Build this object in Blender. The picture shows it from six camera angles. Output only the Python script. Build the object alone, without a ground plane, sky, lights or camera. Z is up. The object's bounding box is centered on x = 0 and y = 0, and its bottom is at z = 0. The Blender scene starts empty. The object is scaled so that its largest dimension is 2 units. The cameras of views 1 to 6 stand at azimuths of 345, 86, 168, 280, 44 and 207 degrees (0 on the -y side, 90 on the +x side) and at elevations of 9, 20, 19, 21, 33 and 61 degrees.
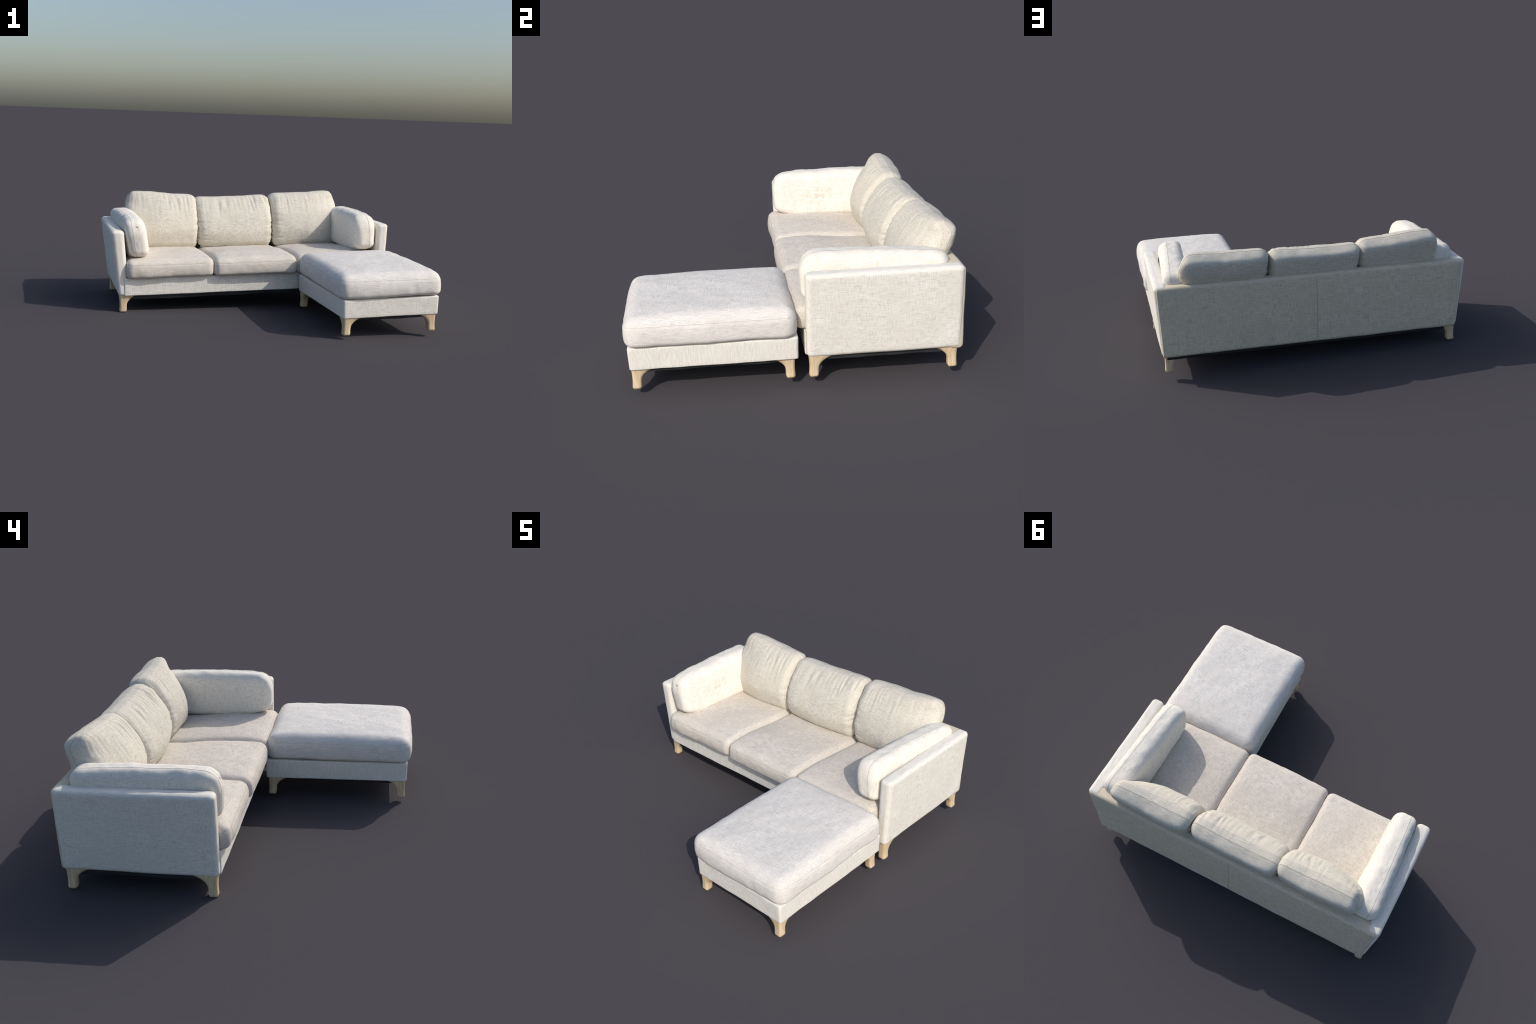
"""Pale linen three-seat sofa with loose cushions and a matching ottoman."""
import bpy, math, random
import numpy as np
from mathutils import Matrix, Vector, noise

random.seed(7)
rng = np.random.default_rng(7)

# ------------------------------------------------------------------ frame
# Everything is modelled on a level floor and then set on the slightly
# sloping plane on which the real pieces stand (higher towards +x and +y).
SLOPE_X, SLOPE_Y, LIFT = 0.0263, 0.0088, 0.0237
_n = Vector((-SLOPE_X, -SLOPE_Y, 1)).normalized()
_x = Vector((1, 0, SLOPE_X)).normalized()
_y = _n.cross(_x)
FRAME = Matrix(((_x[0], _y[0], _n[0], 0), (_x[1], _y[1], _n[1], 0),
                (_x[2], _y[2], _n[2], LIFT), (0, 0, 0, 1)))

COL = bpy.context.scene.collection


# -------------------------------------------------------------- materials
def new_mat(name):
    m = bpy.data.materials.new(name)
    m.use_nodes = True
    t = m.node_tree
    return m, t, t.nodes["Principled BSDF"]


def node(t, kind, **kw):
    n = t.nodes.new(kind)
    for k, v in kw.items():
        if k in n.bl_rna.properties:
            setattr(n, k, v)
        else:
            n.inputs[k].default_value = v
    return n


def math_node(t, op, a, b=None, c=None):
    n = t.nodes.new("ShaderNodeMath")
    n.operation = op
    for i, s in enumerate((a, b, c)):
        if s is None:
            continue
        if isinstance(s, (int, float)):
            n.inputs[i].default_value = s
        else:
            t.links.new(s, n.inputs[i])
    return n.outputs[0]


def mix_col(t, fac, a, b):
    n = t.nodes.new("ShaderNodeMix")
    n.data_type = "RGBA"
    for s, i in ((fac, 0), (a, 6), (b, 7)):
        if isinstance(s, (int, float)):
            n.inputs[i].default_value = s
        elif isinstance(s, tuple):
            n.inputs[i].default_value = (*s, 1)
        else:
            t.links.new(s, n.inputs[i])
    return n.outputs[2]


def ramp(t, val, lo, hi):
    n = t.nodes.new("ShaderNodeMapRange")
    n.interpolation_type = "SMOOTHSTEP"
    n.inputs["From Min"].default_value = lo
    n.inputs["From Max"].default_value = hi
    t.links.new(val, n.inputs["Value"])
    return n.outputs[0]


def linen(name, light, dark, patch, threads_along="xz", spots=(), wear=None):
    """Slubby linen: fine threads along two axes, soft blotches.
    spots: (x, y, z, radius) small dark brown spots."""
    m, t, p = new_mat(name)
    tc = node(t, "ShaderNodeTexCoord")
    threads = []
    for axis in threads_along:
        sc = [430.0, 430.0, 430.0]
        sc["xyz".index(axis)] = 20.0
        mp = node(t, "ShaderNodeMapping")
        mp.inputs["Scale"].default_value = sc
        t.links.new(tc.outputs["Object"], mp.inputs["Vector"])
        nz = node(t, "ShaderNodeTexNoise", Scale=1.0, Detail=2.0, Roughness=0.6)
        t.links.new(mp.outputs[0], nz.inputs["Vector"])
        threads.append(nz.outputs["Fac"])
    s = math_node(t, "MULTIPLY", math_node(t, "ADD", threads[0], threads[1]), 0.5)
    weave = ramp(t, s, 0.33, 0.56)
    big = node(t, "ShaderNodeTexNoise", Scale=7.0, Detail=3.0, Roughness=0.55)
    t.links.new(tc.outputs["Object"], big.inputs["Vector"])
    blot = ramp(t, big.outputs["Fac"], 0.35, 0.68)
    c = mix_col(t, weave, dark, light)
    c = mix_col(t, math_node(t, "MULTIPLY", blot, 0.6), c, patch)
    c = mix_col(t, math_node(t, "MULTIPLY", math_node(t, "SUBTRACT", 1.0, weave), 0.55), c, dark)
    if wear:                                # rubbed, faintly tan patch
        d = node(t, "ShaderNodeVectorMath", operation="DISTANCE")
        t.links.new(tc.outputs["Object"], d.inputs[0])
        d.inputs[1].default_value = wear[:3]
        rub = node(t, "ShaderNodeTexNoise", Scale=26.0, Detail=4.0, Roughness=0.65)
        t.links.new(tc.outputs["Object"], rub.inputs["Vector"])
        f = math_node(t, "MULTIPLY", ramp(t, rub.outputs["Fac"], 0.48, 0.62),
                      math_node(t, "SUBTRACT", 1.0, ramp(t, d.outputs["Value"], wear[3] * 0.4, wear[3])))
        c = mix_col(t, math_node(t, "MULTIPLY", f, 0.45), c, (0.70, 0.64, 0.56))
    for (x, y, z, r) in spots:
        d = node(t, "ShaderNodeVectorMath", operation="DISTANCE")
        t.links.new(tc.outputs["Object"], d.inputs[0])
        d.inputs[1].default_value = (x, y, z)
        wob = node(t, "ShaderNodeTexNoise", Scale=160.0, Detail=2.0)
        t.links.new(tc.outputs["Object"], wob.inputs["Vector"])
        dd = math_node(t, "ADD", d.outputs["Value"], math_node(t, "MULTIPLY", wob.outputs["Fac"], r))
        f = math_node(t, "SUBTRACT", 1.0, ramp(t, dd, r * 0.9, r * 1.5))
        c = mix_col(t, math_node(t, "MULTIPLY", f, 0.8), c, (0.16, 0.10, 0.07))
    t.links.new(c, p.inputs["Base Color"])
    p.inputs["Roughness"].default_value = 0.95
    p.inputs["Specular IOR Level"].default_value = 0.1
    bm = node(t, "ShaderNodeBump", Strength=0.35, Distance=0.002)
    t.links.new(s, bm.inputs["Height"])
    t.links.new(bm.outputs[0], p.inputs["Normal"])
    return m


def wood(name, light, dark):
    m, t, p = new_mat(name)
    tc = node(t, "ShaderNodeTexCoord")
    mp = node(t, "ShaderNodeMapping")
    mp.inputs["Scale"].default_value = (110, 110, 9)
    t.links.new(tc.outputs["Object"], mp.inputs["Vector"])
    nz = node(t, "ShaderNodeTexNoise", Scale=1.0, Detail=4.0, Roughness=0.6, Distortion=0.6)
    t.links.new(mp.outputs[0], nz.inputs["Vector"])
    c = mix_col(t, ramp(t, nz.outputs["Fac"], 0.35, 0.65), dark, light)
    t.links.new(c, p.inputs["Base Color"])
    p.inputs["Roughness"].default_value = 0.6
    p.inputs["Specular IOR Level"].default_value = 0.25
    return m


def plain(name, col, rough=0.9):
    m, t, p = new_mat(name)
    tc = node(t, "ShaderNodeTexCoord")
    nz = node(t, "ShaderNodeTexNoise", Scale=14.0, Detail=4.0)
    t.links.new(tc.outputs["Object"], nz.inputs["Vector"])
    c = mix_col(t, nz.outputs["Fac"], tuple(v * 0.6 for v in col), tuple(min(1, v * 1.4) for v in col))
    t.links.new(c, p.inputs["Base Color"])
    p.inputs["Roughness"].default_value = rough
    p.inputs["Specular IOR Level"].default_value = 0.1
    return m


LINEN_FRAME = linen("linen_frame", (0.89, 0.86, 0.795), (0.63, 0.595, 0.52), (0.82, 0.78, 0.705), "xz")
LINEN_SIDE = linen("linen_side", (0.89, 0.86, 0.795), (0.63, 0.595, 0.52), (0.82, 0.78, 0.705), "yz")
LINEN_BACKREST = linen("linen_backrest", (0.77, 0.69, 0.545), (0.51, 0.44, 0.32), (0.69, 0.61, 0.465), "xz")  # tinted darker and warmer towards the scan's baked olive-brown shade
LINEN_ARM = linen("linen_arm_cushion", (0.90, 0.86, 0.785), (0.64, 0.60, 0.52), (0.83, 0.78, 0.70), "yz",  # lightened to match the overexposed sunlight on these cushions
                  spots=((-0.807, 0.056, 0.578, 0.008),), wear=(-0.725, 0.36, 0.475, 0.17))
LINEN_SEAT = linen("linen_seat", (0.755, 0.70, 0.63), (0.50, 0.45, 0.385), (0.665, 0.61, 0.535), "xy",
                   spots=((0.206, 0.402, 0.366, 0.010), (0.222, 0.392, 0.366, 0.006)))
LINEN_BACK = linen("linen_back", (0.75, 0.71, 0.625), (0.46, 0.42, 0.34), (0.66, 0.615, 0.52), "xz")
LINEN_OTTOMAN = linen("linen_ottoman", (0.835, 0.80, 0.76), (0.56, 0.525, 0.48), (0.745, 0.705, 0.655), "xy")
SEAM = plain("seam_thread", (0.42, 0.38, 0.30))
SEAM_SOFT = plain("seam_welt", (0.50, 0.455, 0.385))
WOOD = wood("pale_oak", (0.76, 0.61, 0.41), (0.62, 0.46, 0.28))
DARK = plain("black_lining", (0.035, 0.036, 0.038))


# --------------------------------------------------------------- geometry
def add_mesh(name, verts, faces, mat, parent, smooth=True):
    me = bpy.data.meshes.new(name)
    me.from_pydata([tuple(map(float, v)) for v in verts], [], [tuple(map(int, f)) for f in faces])
    me.materials.append(mat)
    if smooth:
        me.polygons.foreach_set("use_smooth", [True] * len(me.polygons))
    me.update()
    o = bpy.data.objects.new(name, me)
    o.parent = parent
    COL.objects.link(o)
    return o


def smoothstep(a, b, x):
    t = np.clip((x - a) / (b - a), 0, 1)
    return t * t * (3 - 2 * t)


def axis_steps(r, n_round, n_flat):
    """Grid lines in [-1, 1], denser inside the rounded ends of length r."""
    e = -1 + r * (1 - np.cos(np.linspace(0, np.pi / 2, n_round + 1)))
    mid = np.linspace(-1 + r, 1 - r, n_flat + 1)[1:-1]
    return np.concatenate([e, mid, -e[::-1]])


def round_unit(q, r):
    """Push points of the cube surface onto a box with elliptic rounded edges."""
    r = np.asarray(r, float)
    inner = np.clip(q, -(1 - r), 1 - r)
    d = (q - inner) / r
    k = np.linalg.norm(d, axis=1, keepdims=True)
    m = np.abs(d).max(axis=1, keepdims=True)
    d = np.where(k > 1e-9, d / np.maximum(k, 1e-9) * np.maximum(m, 1e-9) ** 0, 0)
    # points of the cube surface always have at least one |d| = 1
    return inner + d * r


def cube_grid(lines):
    """Surface grid of the cube on the three sets of grid lines, welded."""
    index, verts, faces = {}, [], []

    def vid(p):
        key = tuple(round(float(c), 6) for c in p)
        if key not in index:
            index[key] = len(verts)
            verts.append(p)
        return index[key]

    for ax in range(3):
        a, b = (ax + 1) % 3, (ax + 2) % 3
        for side in (-1.0, 1.0):
            ids = np.empty((len(lines[a]), len(lines[b])), int)
            for i, s in enumerate(lines[a]):
                for j, t in enumerate(lines[b]):
                    p = [0.0] * 3
                    p[ax], p[a], p[b] = side, s, t
                    ids[i, j] = vid(p)
            f = np.stack([ids[:-1, :-1], ids[1:, :-1], ids[1:, 1:], ids[:-1, 1:]], -1).reshape(-1, 4)
            faces.append(f if side > 0 else f[:, ::-1])
    return np.array(verts), np.vstack(faces)


def vertex_normals(v, f):
    fn = np.cross(v[f[:, 2]] - v[f[:, 0]], v[f[:, 3]] - v[f[:, 1]])
    n = np.zeros_like(v)
    for k in range(4):
        np.add.at(n, f[:, k], fn)
    return n / np.maximum(np.linalg.norm(n, axis=1, keepdims=True), 1e-12)


def fbm(p, scale, octaves=3, seed=0.0):
    off = Vector((seed * 3.17, seed * 1.31, seed * 7.7))
    return np.array([noise.fractal(Vector(x) * scale + off, 1.0, 2.0, octaves) for x in p])


def stretched(p, sc, seed=0.0, octaves=2):
    q = p * np.asarray(sc, float)
    return fbm(q, 1.0, octaves, seed)


def tube(loop, radius, closed=True, sides=5):
    """Thin cord along a polyline."""
    n = len(loop)
    verts, faces = [], []
    up = np.array([0.3, 0.5, 0.81])
    for i in range(n):
        a = loop[(i - 1) % n] if closed or i else loop[i]
        b = loop[(i + 1) % n] if closed or i < n - 1 else loop[i]
        t = b - a
        t /= max(np.linalg.norm(t), 1e-9)
        s = np.cross(t, up)
        if np.linalg.norm(s) < 0.2:
            s = np.cross(t, [1, 0, 0])
        s /= np.linalg.norm(s)
        u = np.cross(s, t)
        for k in range(sides):
            w = 2 * np.pi * k / sides
            verts.append(loop[i] + radius * (math.cos(w) * s + math.sin(w) * u))
    for i in range(n if closed else n - 1):
        j = (i + 1) % n
        for k in range(sides):
            l = (k + 1) % sides
            faces.append((i * sides + k, i * sides + l, j * sides + l, j * sides + k))
    return verts, faces


class Cushion:
    """A padded box: rounded cube -> free-form map -> fabric relief."""

    def __init__(self, name, parent, mat, shape, r, steps, relief=None, seed=0):
        lines = [axis_steps(r[k], 7, steps[k]) for k in range(3)]
        q, f = cube_grid(lines)
        self.r, self.shape, self.relief, self.seed = r, shape, relief, seed
        u = round_unit(q, r)
        v = shape(u)
        n = vertex_normals(v, f)
        if relief:
            v = v + n * relief(u, v, n, seed)[:, None]
        self.obj = add_mesh(name, v, f, mat, parent)
        self.v, self.u, self.n = v, u, n

    def seam(self, axis, at, radius=0.0016, steps=120, sink=0.0, mat=None):
        """Cord round the cushion where cube coordinate `axis` equals `at`."""
        a, b = (axis + 1) % 3, (axis + 2) % 3
        loop = []
        for side in range(4):
            for k in range(steps):
                s = -1 + 2 * k / steps
                p = [0, 0, 0]
                p[axis] = at
                p[a], p[b] = ((s, -1), (1, s), (-s, 1), (-1, -s))[side]
                loop.append(p)
        u = round_unit(np.array(loop, float), self.r)
        v = self.shape(u)
        # settle on the finished surface
        out = []
        for ui, vi in zip(u, v):
            d = np.einsum("ij,ij->i", self.v - vi, self.v - vi)
            k = np.argsort(d)[:6]
            w = 1 / (d[k] + 1e-7)
            nrm = (self.n[k] * w[:, None]).sum(0)
            nrm /= np.linalg.norm(nrm)
            off = ((self.v[k] - vi) @ nrm * w).sum() / w.sum()
            out.append(vi + nrm * (off - sink))
        vs, fs = tube(np.array(out), radius)
        add_mesh("seam", vs, fs, mat or SEAM, self.obj)
        return self


def spline(points, t):
    """Catmull-Rom through evenly spaced control points, t in [0, 1]."""
    p = np.asarray(points, float)
    p = np.vstack([2 * p[0] - p[1], p, 2 * p[-1] - p[-2]])
    s = np.clip(t, 0, 1) * (len(p) - 3)
    i = np.minimum(s.astype(int), len(p) - 4)
    x = (s - i)[:, None]
    a, b, c, d = p[i], p[i + 1], p[i + 2], p[i + 3]
    return 0.5 * (2 * b + (c - a) * x + (2 * a - 5 * b + 4 * c - d) * x ** 2 + (3 * b - a - 3 * c + d) * x ** 3)


# ---------------------------------------------------------- thing: sofa
def thing(name, loc, label, category):
    e = bpy.data.objects.new(name, None)
    e.empty_display_size = 0.1
    COL.objects.link(e)
    e.matrix_world = FRAME @ Matrix.Translation(Vector(loc))
    e["label"], e["category"] = label, category
    return e


sofa = thing("linen_sofa", (0, 0, 0), "pale linen three-seat sofa with loose cushions on short oak legs", "sofa")


def sag_noise(amp, scale):
    def f(u, v, n, seed):
        return amp * fbm(v, scale, 3, seed)
    return f


# ---- upholstered frame boards: rounded boxes with sheared sides
def board(name, parent, corners, r, steps=(10, 10, 10), mat=LINEN_FRAME, amp=0.002, puff=(0, 0, 0)):
    """corners: function (u in [-1,1]^3) -> position by trilinear blend of
    8 given corners, ordered by x, y, z low/high."""
    c = np.array(corners, float).reshape(2, 2, 2, 3)

    def shape(u):
        t = (u + 1) / 2
        wx = np.stack([1 - t[:, 0], t[:, 0]], 1)
        wy = np.stack([1 - t[:, 1], t[:, 1]], 1)
        wz = np.stack([1 - t[:, 2], t[:, 2]], 1)
        p = np.einsum("ni,nj,nk,ijkd->nd", wx, wy, wz, c)
        k = 1 - np.abs(u) ** 2.5
        for ax in range(3):               # padding swells each face
            p[:, ax] += puff[ax] * u[:, ax] * k[:, (ax + 1) % 3] * k[:, (ax + 2) % 3]
        return p
    return Cushion(name, parent, mat, shape, r, steps, sag_noise(amp, 6), seed=len(name) + c[0, 0, 0, 0])


def corners8(x0b, x1b, x0t, x1t, y0b, y1b, y0t, y1t, z0, z1):
    return [[[(x0b, y0b, z0), (x0t, y0t, z1)], [(x0b, y1b, z0), (x0t, y1t, z1)]],
            [[(x1b, y0b, z0), (x1t, y0t, z1)], [(x1b, y1b, z0), (x1t, y1t, z1)]]]


TOP, BOT = 0.557, 0.108
# left arm
board("arm", sofa, corners8(-0.937, -0.868, -0.982, -0.893, 0.052, 0.838, 0.050, 0.840, BOT, TOP),
      (0.70, 0.07, 0.10), (8, 40, 30), LINEN_SIDE, puff=(0.001, 0, 0))
# right arm
board("arm", sofa, corners8(0.912, 0.980, 0.922, 1.006, 0.052, 0.838, 0.050, 0.840, BOT, TOP),
      (0.70, 0.07, 0.10), (8, 40, 30), LINEN_SIDE, puff=(0.003, 0, 0))
# back
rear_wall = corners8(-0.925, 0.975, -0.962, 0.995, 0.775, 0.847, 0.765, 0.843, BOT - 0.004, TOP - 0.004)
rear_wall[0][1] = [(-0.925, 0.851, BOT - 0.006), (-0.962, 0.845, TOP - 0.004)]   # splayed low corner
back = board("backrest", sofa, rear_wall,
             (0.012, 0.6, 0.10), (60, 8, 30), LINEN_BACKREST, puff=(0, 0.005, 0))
# front apron and seat deck
board("apron", sofa, corners8(-0.9, 0.94, -0.9, 0.94, 0.047, 0.12, 0.047, 0.12, BOT + 0.002, 0.232),
      (0.01, 0.3, 0.12), (60, 6, 10))
board("seat_deck", sofa, corners8(-0.88, 0.92, -0.88, 0.92, 0.1, 0.79, 0.1, 0.79, 0.14, 0.226),
      (0.01, 0.02, 0.12), (20, 10, 6))
# lining under the frame, sagging a little
def lining(parent, x0, x1, y0, y1, z0, z1):
    board("lining", parent, corners8(x0, x1, x0, x1, y0, y1, y0, y1, z0, z1),
          (0.015, 0.03, 0.35), (40, 24, 4), DARK, 0.005, puff=(0, 0, 0.030))


lining(sofa, -0.918, 0.955, 0.066, 0.824, 0.080, 0.135)

# centre seam and top seam, laid on the outer face of the back
def back_face(x, z):
    m = back.n[:, 1] > 0.5
    v = back.v[m]
    k = np.argsort((v[:, 0] - x) ** 2 + (v[:, 2] - z) ** 2)[:4]
    return v[k, 1].mean()


zs = np.linspace(BOT + 0.022, TOP - 0.025, 40)
vs, fs = tube(np.array([(0.006, back_face(0.006, z) + 0.0002, z) for z in zs]), 0.0013, closed=False)
add_mesh("seam", vs, fs, SEAM, back.obj)
xs = np.linspace(-0.94, 0.96, 90)
vs, fs = tube(np.array([(x, back_face(x, TOP - 0.022), TOP - 0.022) for x in xs]), 0.0011, closed=False)
add_mesh("seam", vs, fs, SEAM, back.obj)


# ---- legs: slim, square, rounded, sweeping up into a bracket on the inner sides
def leg(parent, x, y, sx, sy, top=0.118):
    rows, per = 15, 24
    verts, faces = [], []
    for k in range(rows):
        t = k / (rows - 1)
        z = top * t
        foot = 0.90 if k == 0 else 1.0
        out = (0.0205 + 0.006 * (1 - t) ** 3 + 0.006 * t ** 2) * foot
        inn = (0.0225 + 0.004 * t + 0.090 * max(0.0, (t - 0.30) / 0.70) ** 2.5) * foot
        for j in range(per):
            w = 2 * math.pi * (j + 0.5) / per
            c, d = math.cos(w), math.sin(w)
            p = 4.5                                     # squircle section
            m = (abs(c) ** p + abs(d) ** p) ** (-1 / p)
            a, b = c * m, d * m
            verts.append((x + sx * a * (out if a > 0 else inn), y + sy * b * (out if b > 0 else inn), z))
    flip = sx * sy < 0
    for k in range(rows - 1):
        for j in range(per):
            q = (k * per + j, k * per + (j + 1) % per, (k + 1) * per + (j + 1) % per, (k + 1) * per + j)
            faces.append(q[::-1] if flip else q)
    base = tuple(range(per))
    faces.append(base if flip else base[::-1])
    lid = tuple(range((rows - 1) * per, rows * per))
    faces.append(lid[::-1] if flip else lid)
    return add_mesh("leg", verts, faces, WOOD, parent)


for x, y, sx, sy in ((-0.905, 0.088, -1, -1), (-0.903, 0.803, -1, 1), (0.940, 0.797, 1, 1), (0.946, 0.088, 1, -1)):
    leg(sofa, x, y, sx, sy)


# ---- seat cushions
def seat(name, parent, mat, x0, x1, y0, y1, z0, edge, crown, seed, bulge=0.018, r=(0.13, 0.12, 0.52), tilt=0.0, flat=3.0, drop=0.0):
    cx, hx, cy, hy = (x0 + x1) / 2, (x1 - x0) / 2, (y0 + y1) / 2, (y1 - y0) / 2

    def shape(u):
        X, Y, W = u.T
        fx, fy = 1 - np.abs(X) ** flat, 1 - np.abs(Y) ** flat
        dome = np.clip(fx, 0, 1) ** 0.8 * np.clip(fy, 0, 1) ** 0.8
        t = ((W + 1) / 2) ** 1.25
        zt = edge + (crown - edge) * dome + tilt * X - drop * smoothstep(-0.5, 0.75, Y)
        z = z0 + (zt - z0) * t
        mid = 1 - np.abs(W) ** 2
        x = cx + X * (hx + bulge * 0.6 * mid * (0.4 + 0.6 * fy))
        y = cy + Y * (hy + bulge * mid * (0.4 + 0.6 * fx))
        return np.stack([x, y, z], 1)

    def relief(u, v, n, s):
        d = 0.0055 * fbm(v, 4.5, 3, s) + 0.0012 * fbm(v, 22, 2, s + 4) - 0.001
        # welted seam: shallow groove at the top edge
        d = d - 0.0025 * np.exp(-((u[:, 2] - 0.62) / 0.05) ** 2)
        # small puckers on the boxing
        side = smoothstep(0.2, 0.6, 1 - np.abs(n[:, 2]))
        d = d + side * 0.0012 * stretched(v, (45, 45, 8), s)
        return d
    c = Cushion(name, parent, mat, shape, r, (46, 46, 12), relief, seed)
    c.seam(2, 0.62, radius=0.0011, sink=0.0005, mat=SEAM_SOFT)
    return c


seat("seat_cushion", sofa, LINEN_SEAT, -0.878, -0.287, 0.018, 0.70, 0.228, 0.355, 0.377, 1, drop=0.019)
seat("seat_cushion", sofa, LINEN_SEAT, -0.281, 0.303, 0.003, 0.70, 0.228, 0.354, 0.373, 2, drop=0.024)
seat("seat_cushion", sofa, LINEN_SEAT, 0.309, 0.905, 0.008, 0.70, 0.228, 0.354, 0.372, 3, drop=0.023)


# ---- back cushions: leaning pillows with a boxed edge
FRONT = [(0.580, 0.318), (0.545, 0.390), (0.526, 0.470), (0.552, 0.575), (0.610, 0.665), (0.672, 0.724)]
REAR = [(0.690, 0.318), (0.745, 0.440), (0.796, 0.525), (0.834, 0.605), (0.836, 0.672), (0.792, 0.721)]


def back_cushion(x0, x1, top_l, top_r, seed, folds, front=(0, 0, 0), rear=0.0, outer=0):
    cx, hx = (x0 + x1) / 2, (x1 - x0) / 2

    def shape(u):
        X, V, W = u.T
        t = (W + 1) / 2
        F, B = spline(FRONT, t), spline(REAR, t)
        left, mid_, right = front
        bend = mid_ + np.where(X < 0, left - mid_, right - mid_) * np.abs(X) ** 1.35
        F[:, 0] += bend * (np.abs(X) * smoothstep(-1.5, -0.2, W) + (1 - np.abs(X)) * smoothstep(-0.7, 0.4, W)) * (1 - 0.6 * smoothstep(0.45, 1, W)) + 0.012 * smoothstep(0.1, 0.9, W)
        B[:, 0] += rear * smoothstep(-0.6, 0.3, W) + 0.012 * smoothstep(0.3, 0.8, W)
        m = 0.5 * (F + B)
        full = np.clip(1 - np.abs(X) ** 3.2, 0, 1) ** 0.7
        thin = np.where(V > 0, 0.76 + 0.24 * full, 0.76 + 0.24 * full)
        s = (V * thin)[:, None]
        yz = m + 0.5 * s * (B - F)
        top = 0.5 * (1 - X) * top_l + 0.5 * (1 + X) * top_r
        top = top - 0.006 * (1 - X ** 2)
        z = 0.345 + (yz[:, 1] - 0.345) * (top - 0.345) / 0.385
        wide = 1 - 0.03 * np.abs(W) ** 2
        x = cx + X * hx * wide
        if outer:                          # the free end has a softer top corner
            e = np.clip(X * outer, 0, 1) ** 4 * smoothstep(0.2, 1.0, W)
            x = x - outer * 0.026 * e
            z = z - 0.018 * e
        return np.stack([x, yz[:, 0], z], 1)

    def relief(u, v, n, s):
        X, V, W = u.T
        d = 0.006 * fbm(v, 5, 3, s) - 0.002
        front_top = smoothstep(-0.1, 0.75, W) * smoothstep(0.8, -0.9, V) * (1 - 0.65 * smoothstep(0.7, 0.98, W))
        crease = stretched(np.stack([X * hx, np.zeros_like(X), W * 0.2], 1), (34, 1, 4.5), s + 2)
        crease = -np.abs(crease) + 0.25
        patchy = smoothstep(-0.25, 0.35, stretched(np.stack([X * hx, 0 * X, W * 0.2], 1), (7, 1, 4), s + 9))
        d += folds[0] * 0.015 * front_top * crease * (0.35 + 0.65 * patchy)
        left = smoothstep(-0.6, -0.95, X) * smoothstep(0.9, -0.3, W)
        right = smoothstep(0.7, 0.97, X) * smoothstep(0.9, -0.3, W)
        cz = stretched(np.stack([X * 0.1, np.zeros_like(X), W * 0.2], 1), (8, 1, 42), s + 5)
        cz = -np.abs(cz) + 0.25
        d += (folds[1] * left + folds[2] * right) * 0.017 * cz
        return d

    c = Cushion("back_cushion", sofa, LINEN_BACK, shape, (0.18, 0.74, 0.34), (60, 12, 40), relief, seed)
    c.seam(1, 0.42, radius=0.0013, steps=100)
    c.seam(1, -0.42, radius=0.0011, steps=100, sink=0.0006, mat=SEAM_SOFT)
    return c


back_cushion(-0.814, -0.280, 0.772, 0.730, 4, (1.0, 0.5, 0.6), (0.078, 0.014, 0.016), -0.006, -1)
back_cushion(-0.296, 0.296, 0.710, 0.720, 5, (1.1, 1.0, 0.7), (0.016, 0.022, 0.016), 0.0)
back_cushion(0.288, 0.848, 0.726, 0.750, 6, (0.5, 0.8, 0.4), (0.030, 0.040, 0.125), 0.006, 1)


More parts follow.
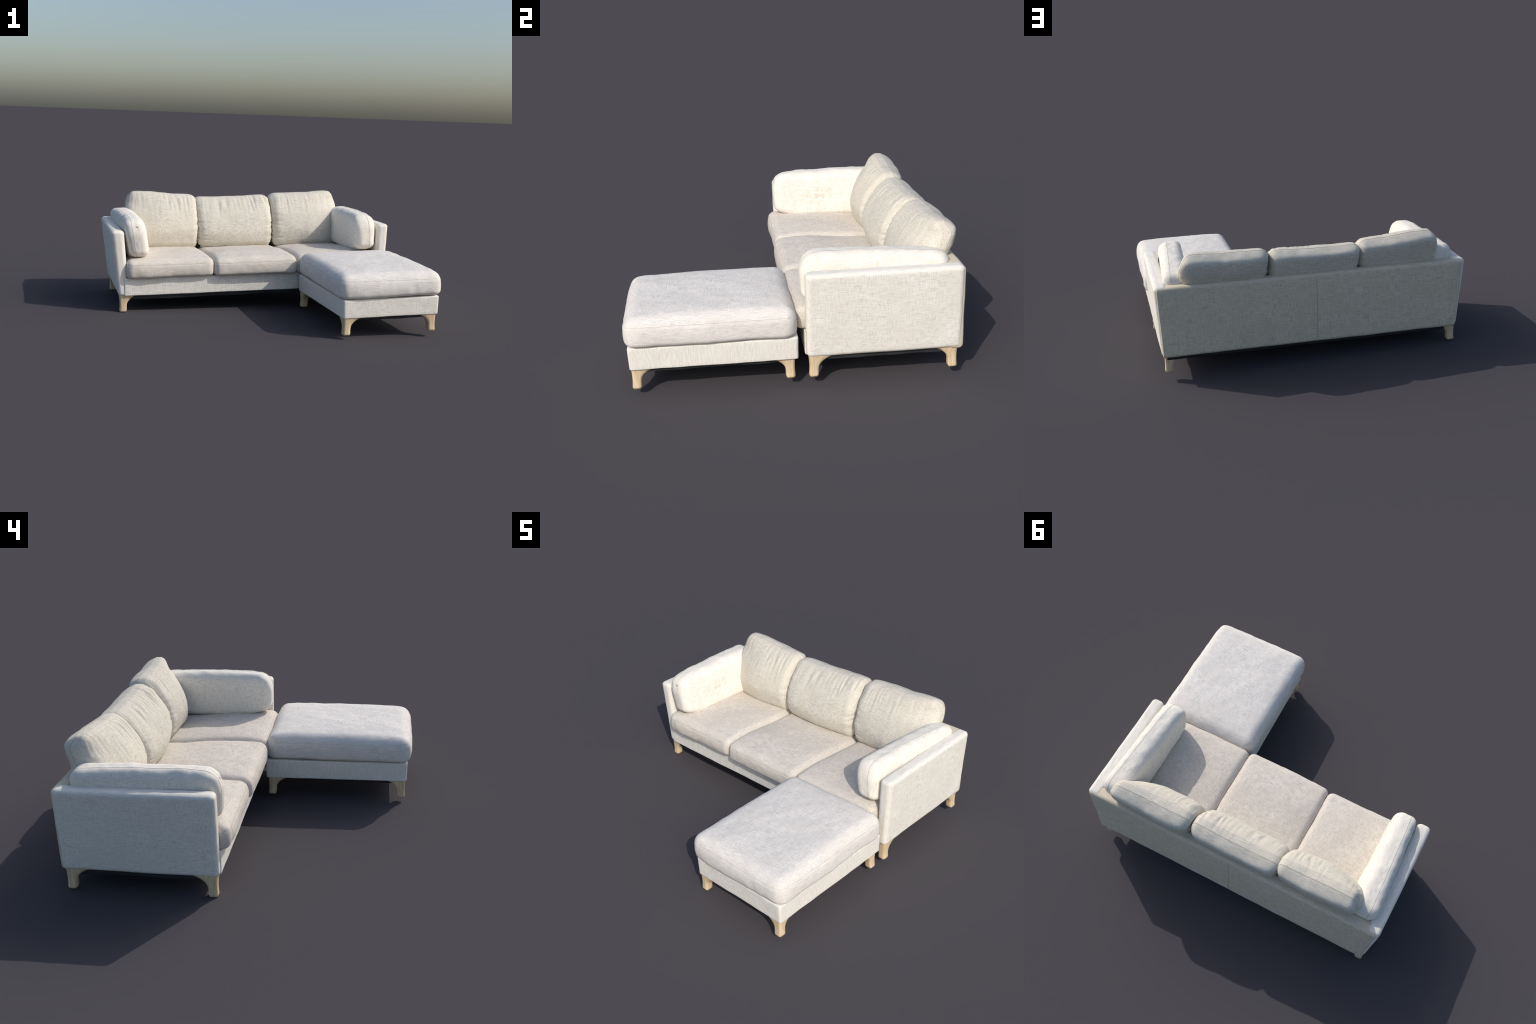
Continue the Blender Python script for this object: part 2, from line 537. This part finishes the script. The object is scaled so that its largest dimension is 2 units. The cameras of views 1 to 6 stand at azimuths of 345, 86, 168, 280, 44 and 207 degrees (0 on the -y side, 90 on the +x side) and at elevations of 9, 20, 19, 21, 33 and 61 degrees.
# ---- arm cushions
def arm_cushion(x_in_f, x_out_f, x_in_b, x_out_b, lean_f, lean_b, y0, y1, z0, z1, seed, z0_front=None, rumple=None, rear_dip=0.0):
    z0f = z0 if z0_front is None else z0_front

    def shape(u):
        X, Y, W = u.T                      # X: -1 seat side, +1 arm side
        t = (Y + 1) / 2
        xi = x_in_f + (x_in_b - x_in_f) * t
        xo = x_out_f + (x_out_b - x_out_f) * t
        lean = lean_f + (lean_b - lean_f) * t
        c, h = (xi + xo) / 2, (xo - xi) / 2
        fy = np.clip(1 - np.abs(Y) ** 3, 0, 1)
        fw = np.clip(1 - np.abs(W) ** 2, 0, 1)
        x = c + X * h * (0.84 + 0.16 * (0.5 + 0.5 * fy) * fw) + lean * W
        lo = z0f + (z0 - z0f) * smoothstep(0, 0.25, t)
        z = lo + (z1 + 0.012 * fy * (W > 0) - rear_dip * t ** 2 - lo) * (W + 1) / 2
        y = (y0 + y1) / 2 + Y * ((y1 - y0) / 2) * (1 - 0.025 * (1 - fw)) + 0.028 * np.clip(W, 0, 1) ** 2 * (1 - t) ** 4
        return np.stack([x, y, z], 1)

    def relief(u, v, n, s):
        d = 0.005 * fbm(v, 7, 3, s)
        d = d + 0.0015 * stretched(v, (30, 30, 12), s)
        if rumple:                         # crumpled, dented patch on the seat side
            y, z, rad = rumple
            w = np.exp(-(((v[:, 1] - y) / rad) ** 2 + ((v[:, 2] - z) / (0.4 * rad)) ** 2)) * (u[:, 0] < 0)
            k = fbm(v, 34, 3, s + 3)
            d = d + w * (0.004 + 0.010 * np.round(k * 2.5) / 2.5)
        return d
    c = Cushion("arm_cushion", sofa, LINEN_ARM, shape, (0.68, 0.13, 0.32), (10, 70, 36), relief, seed)
    c.seam(0, 0.35, radius=0.0012, steps=100, mat=SEAM_SOFT)
    return c


arm_cushion(-0.732, -0.880, -0.728, -0.910, -0.018, -0.030, 0.042, 0.775, 0.338, 0.626, 8, z0_front=0.376, rumple=(0.36, 0.475, 0.13))
arm_cushion(0.746, 0.910, 0.770, 0.935, -0.009, 0.019, 0.036, 0.785, 0.338, 0.616, 9, z0_front=0.382, rear_dip=0.018)


# --------------------------------------------------------- thing: ottoman
OX, OY = 0.665, -0.42
ottoman = thing("linen_ottoman", (OX, OY, 0), "pale linen rectangular ottoman with one thick cushion on oak legs", "ottoman")


def at(x0, x1, y0, y1):
    return x0 - OX, x1 - OX, y0 - OY, y1 - OY


a, b, c, d = at(0.338, 0.980, -0.836, 0.010)
rear_in = -0.022                          # the rear is wider than the front
base = corners8(a + 0.004, b - 0.002, a, b, c + 0.004, d, c, d, 0.106, 0.226)
base[0][1] = [(x + rear_in, y, z) for x, y, z in base[0][1]]
board("base", ottoman, base,
      (0.045, 0.035, 0.12), (40, 40, 8))
lining(ottoman, a + 0.020, b - 0.020, c + 0.020, d - 0.014, 0.088, 0.13)
a, b, c, d = at(0.317, 0.995, -0.842, -0.004)
seat("seat_cushion", ottoman, LINEN_OTTOMAN, a, b, c, d, 0.224, 0.376, 0.399, 11, bulge=0.018, r=(0.17, 0.13, 0.54), flat=5.0)
for x, y, sx, sy in ((0.372, -0.802, -1, -1), (0.942, -0.802, 1, -1), (0.940, -0.032, 1, 1), (0.350, -0.026, -1, 1)):
    leg(ottoman, x - OX, y - OY, sx, sy)

bpy.context.view_layer.update()
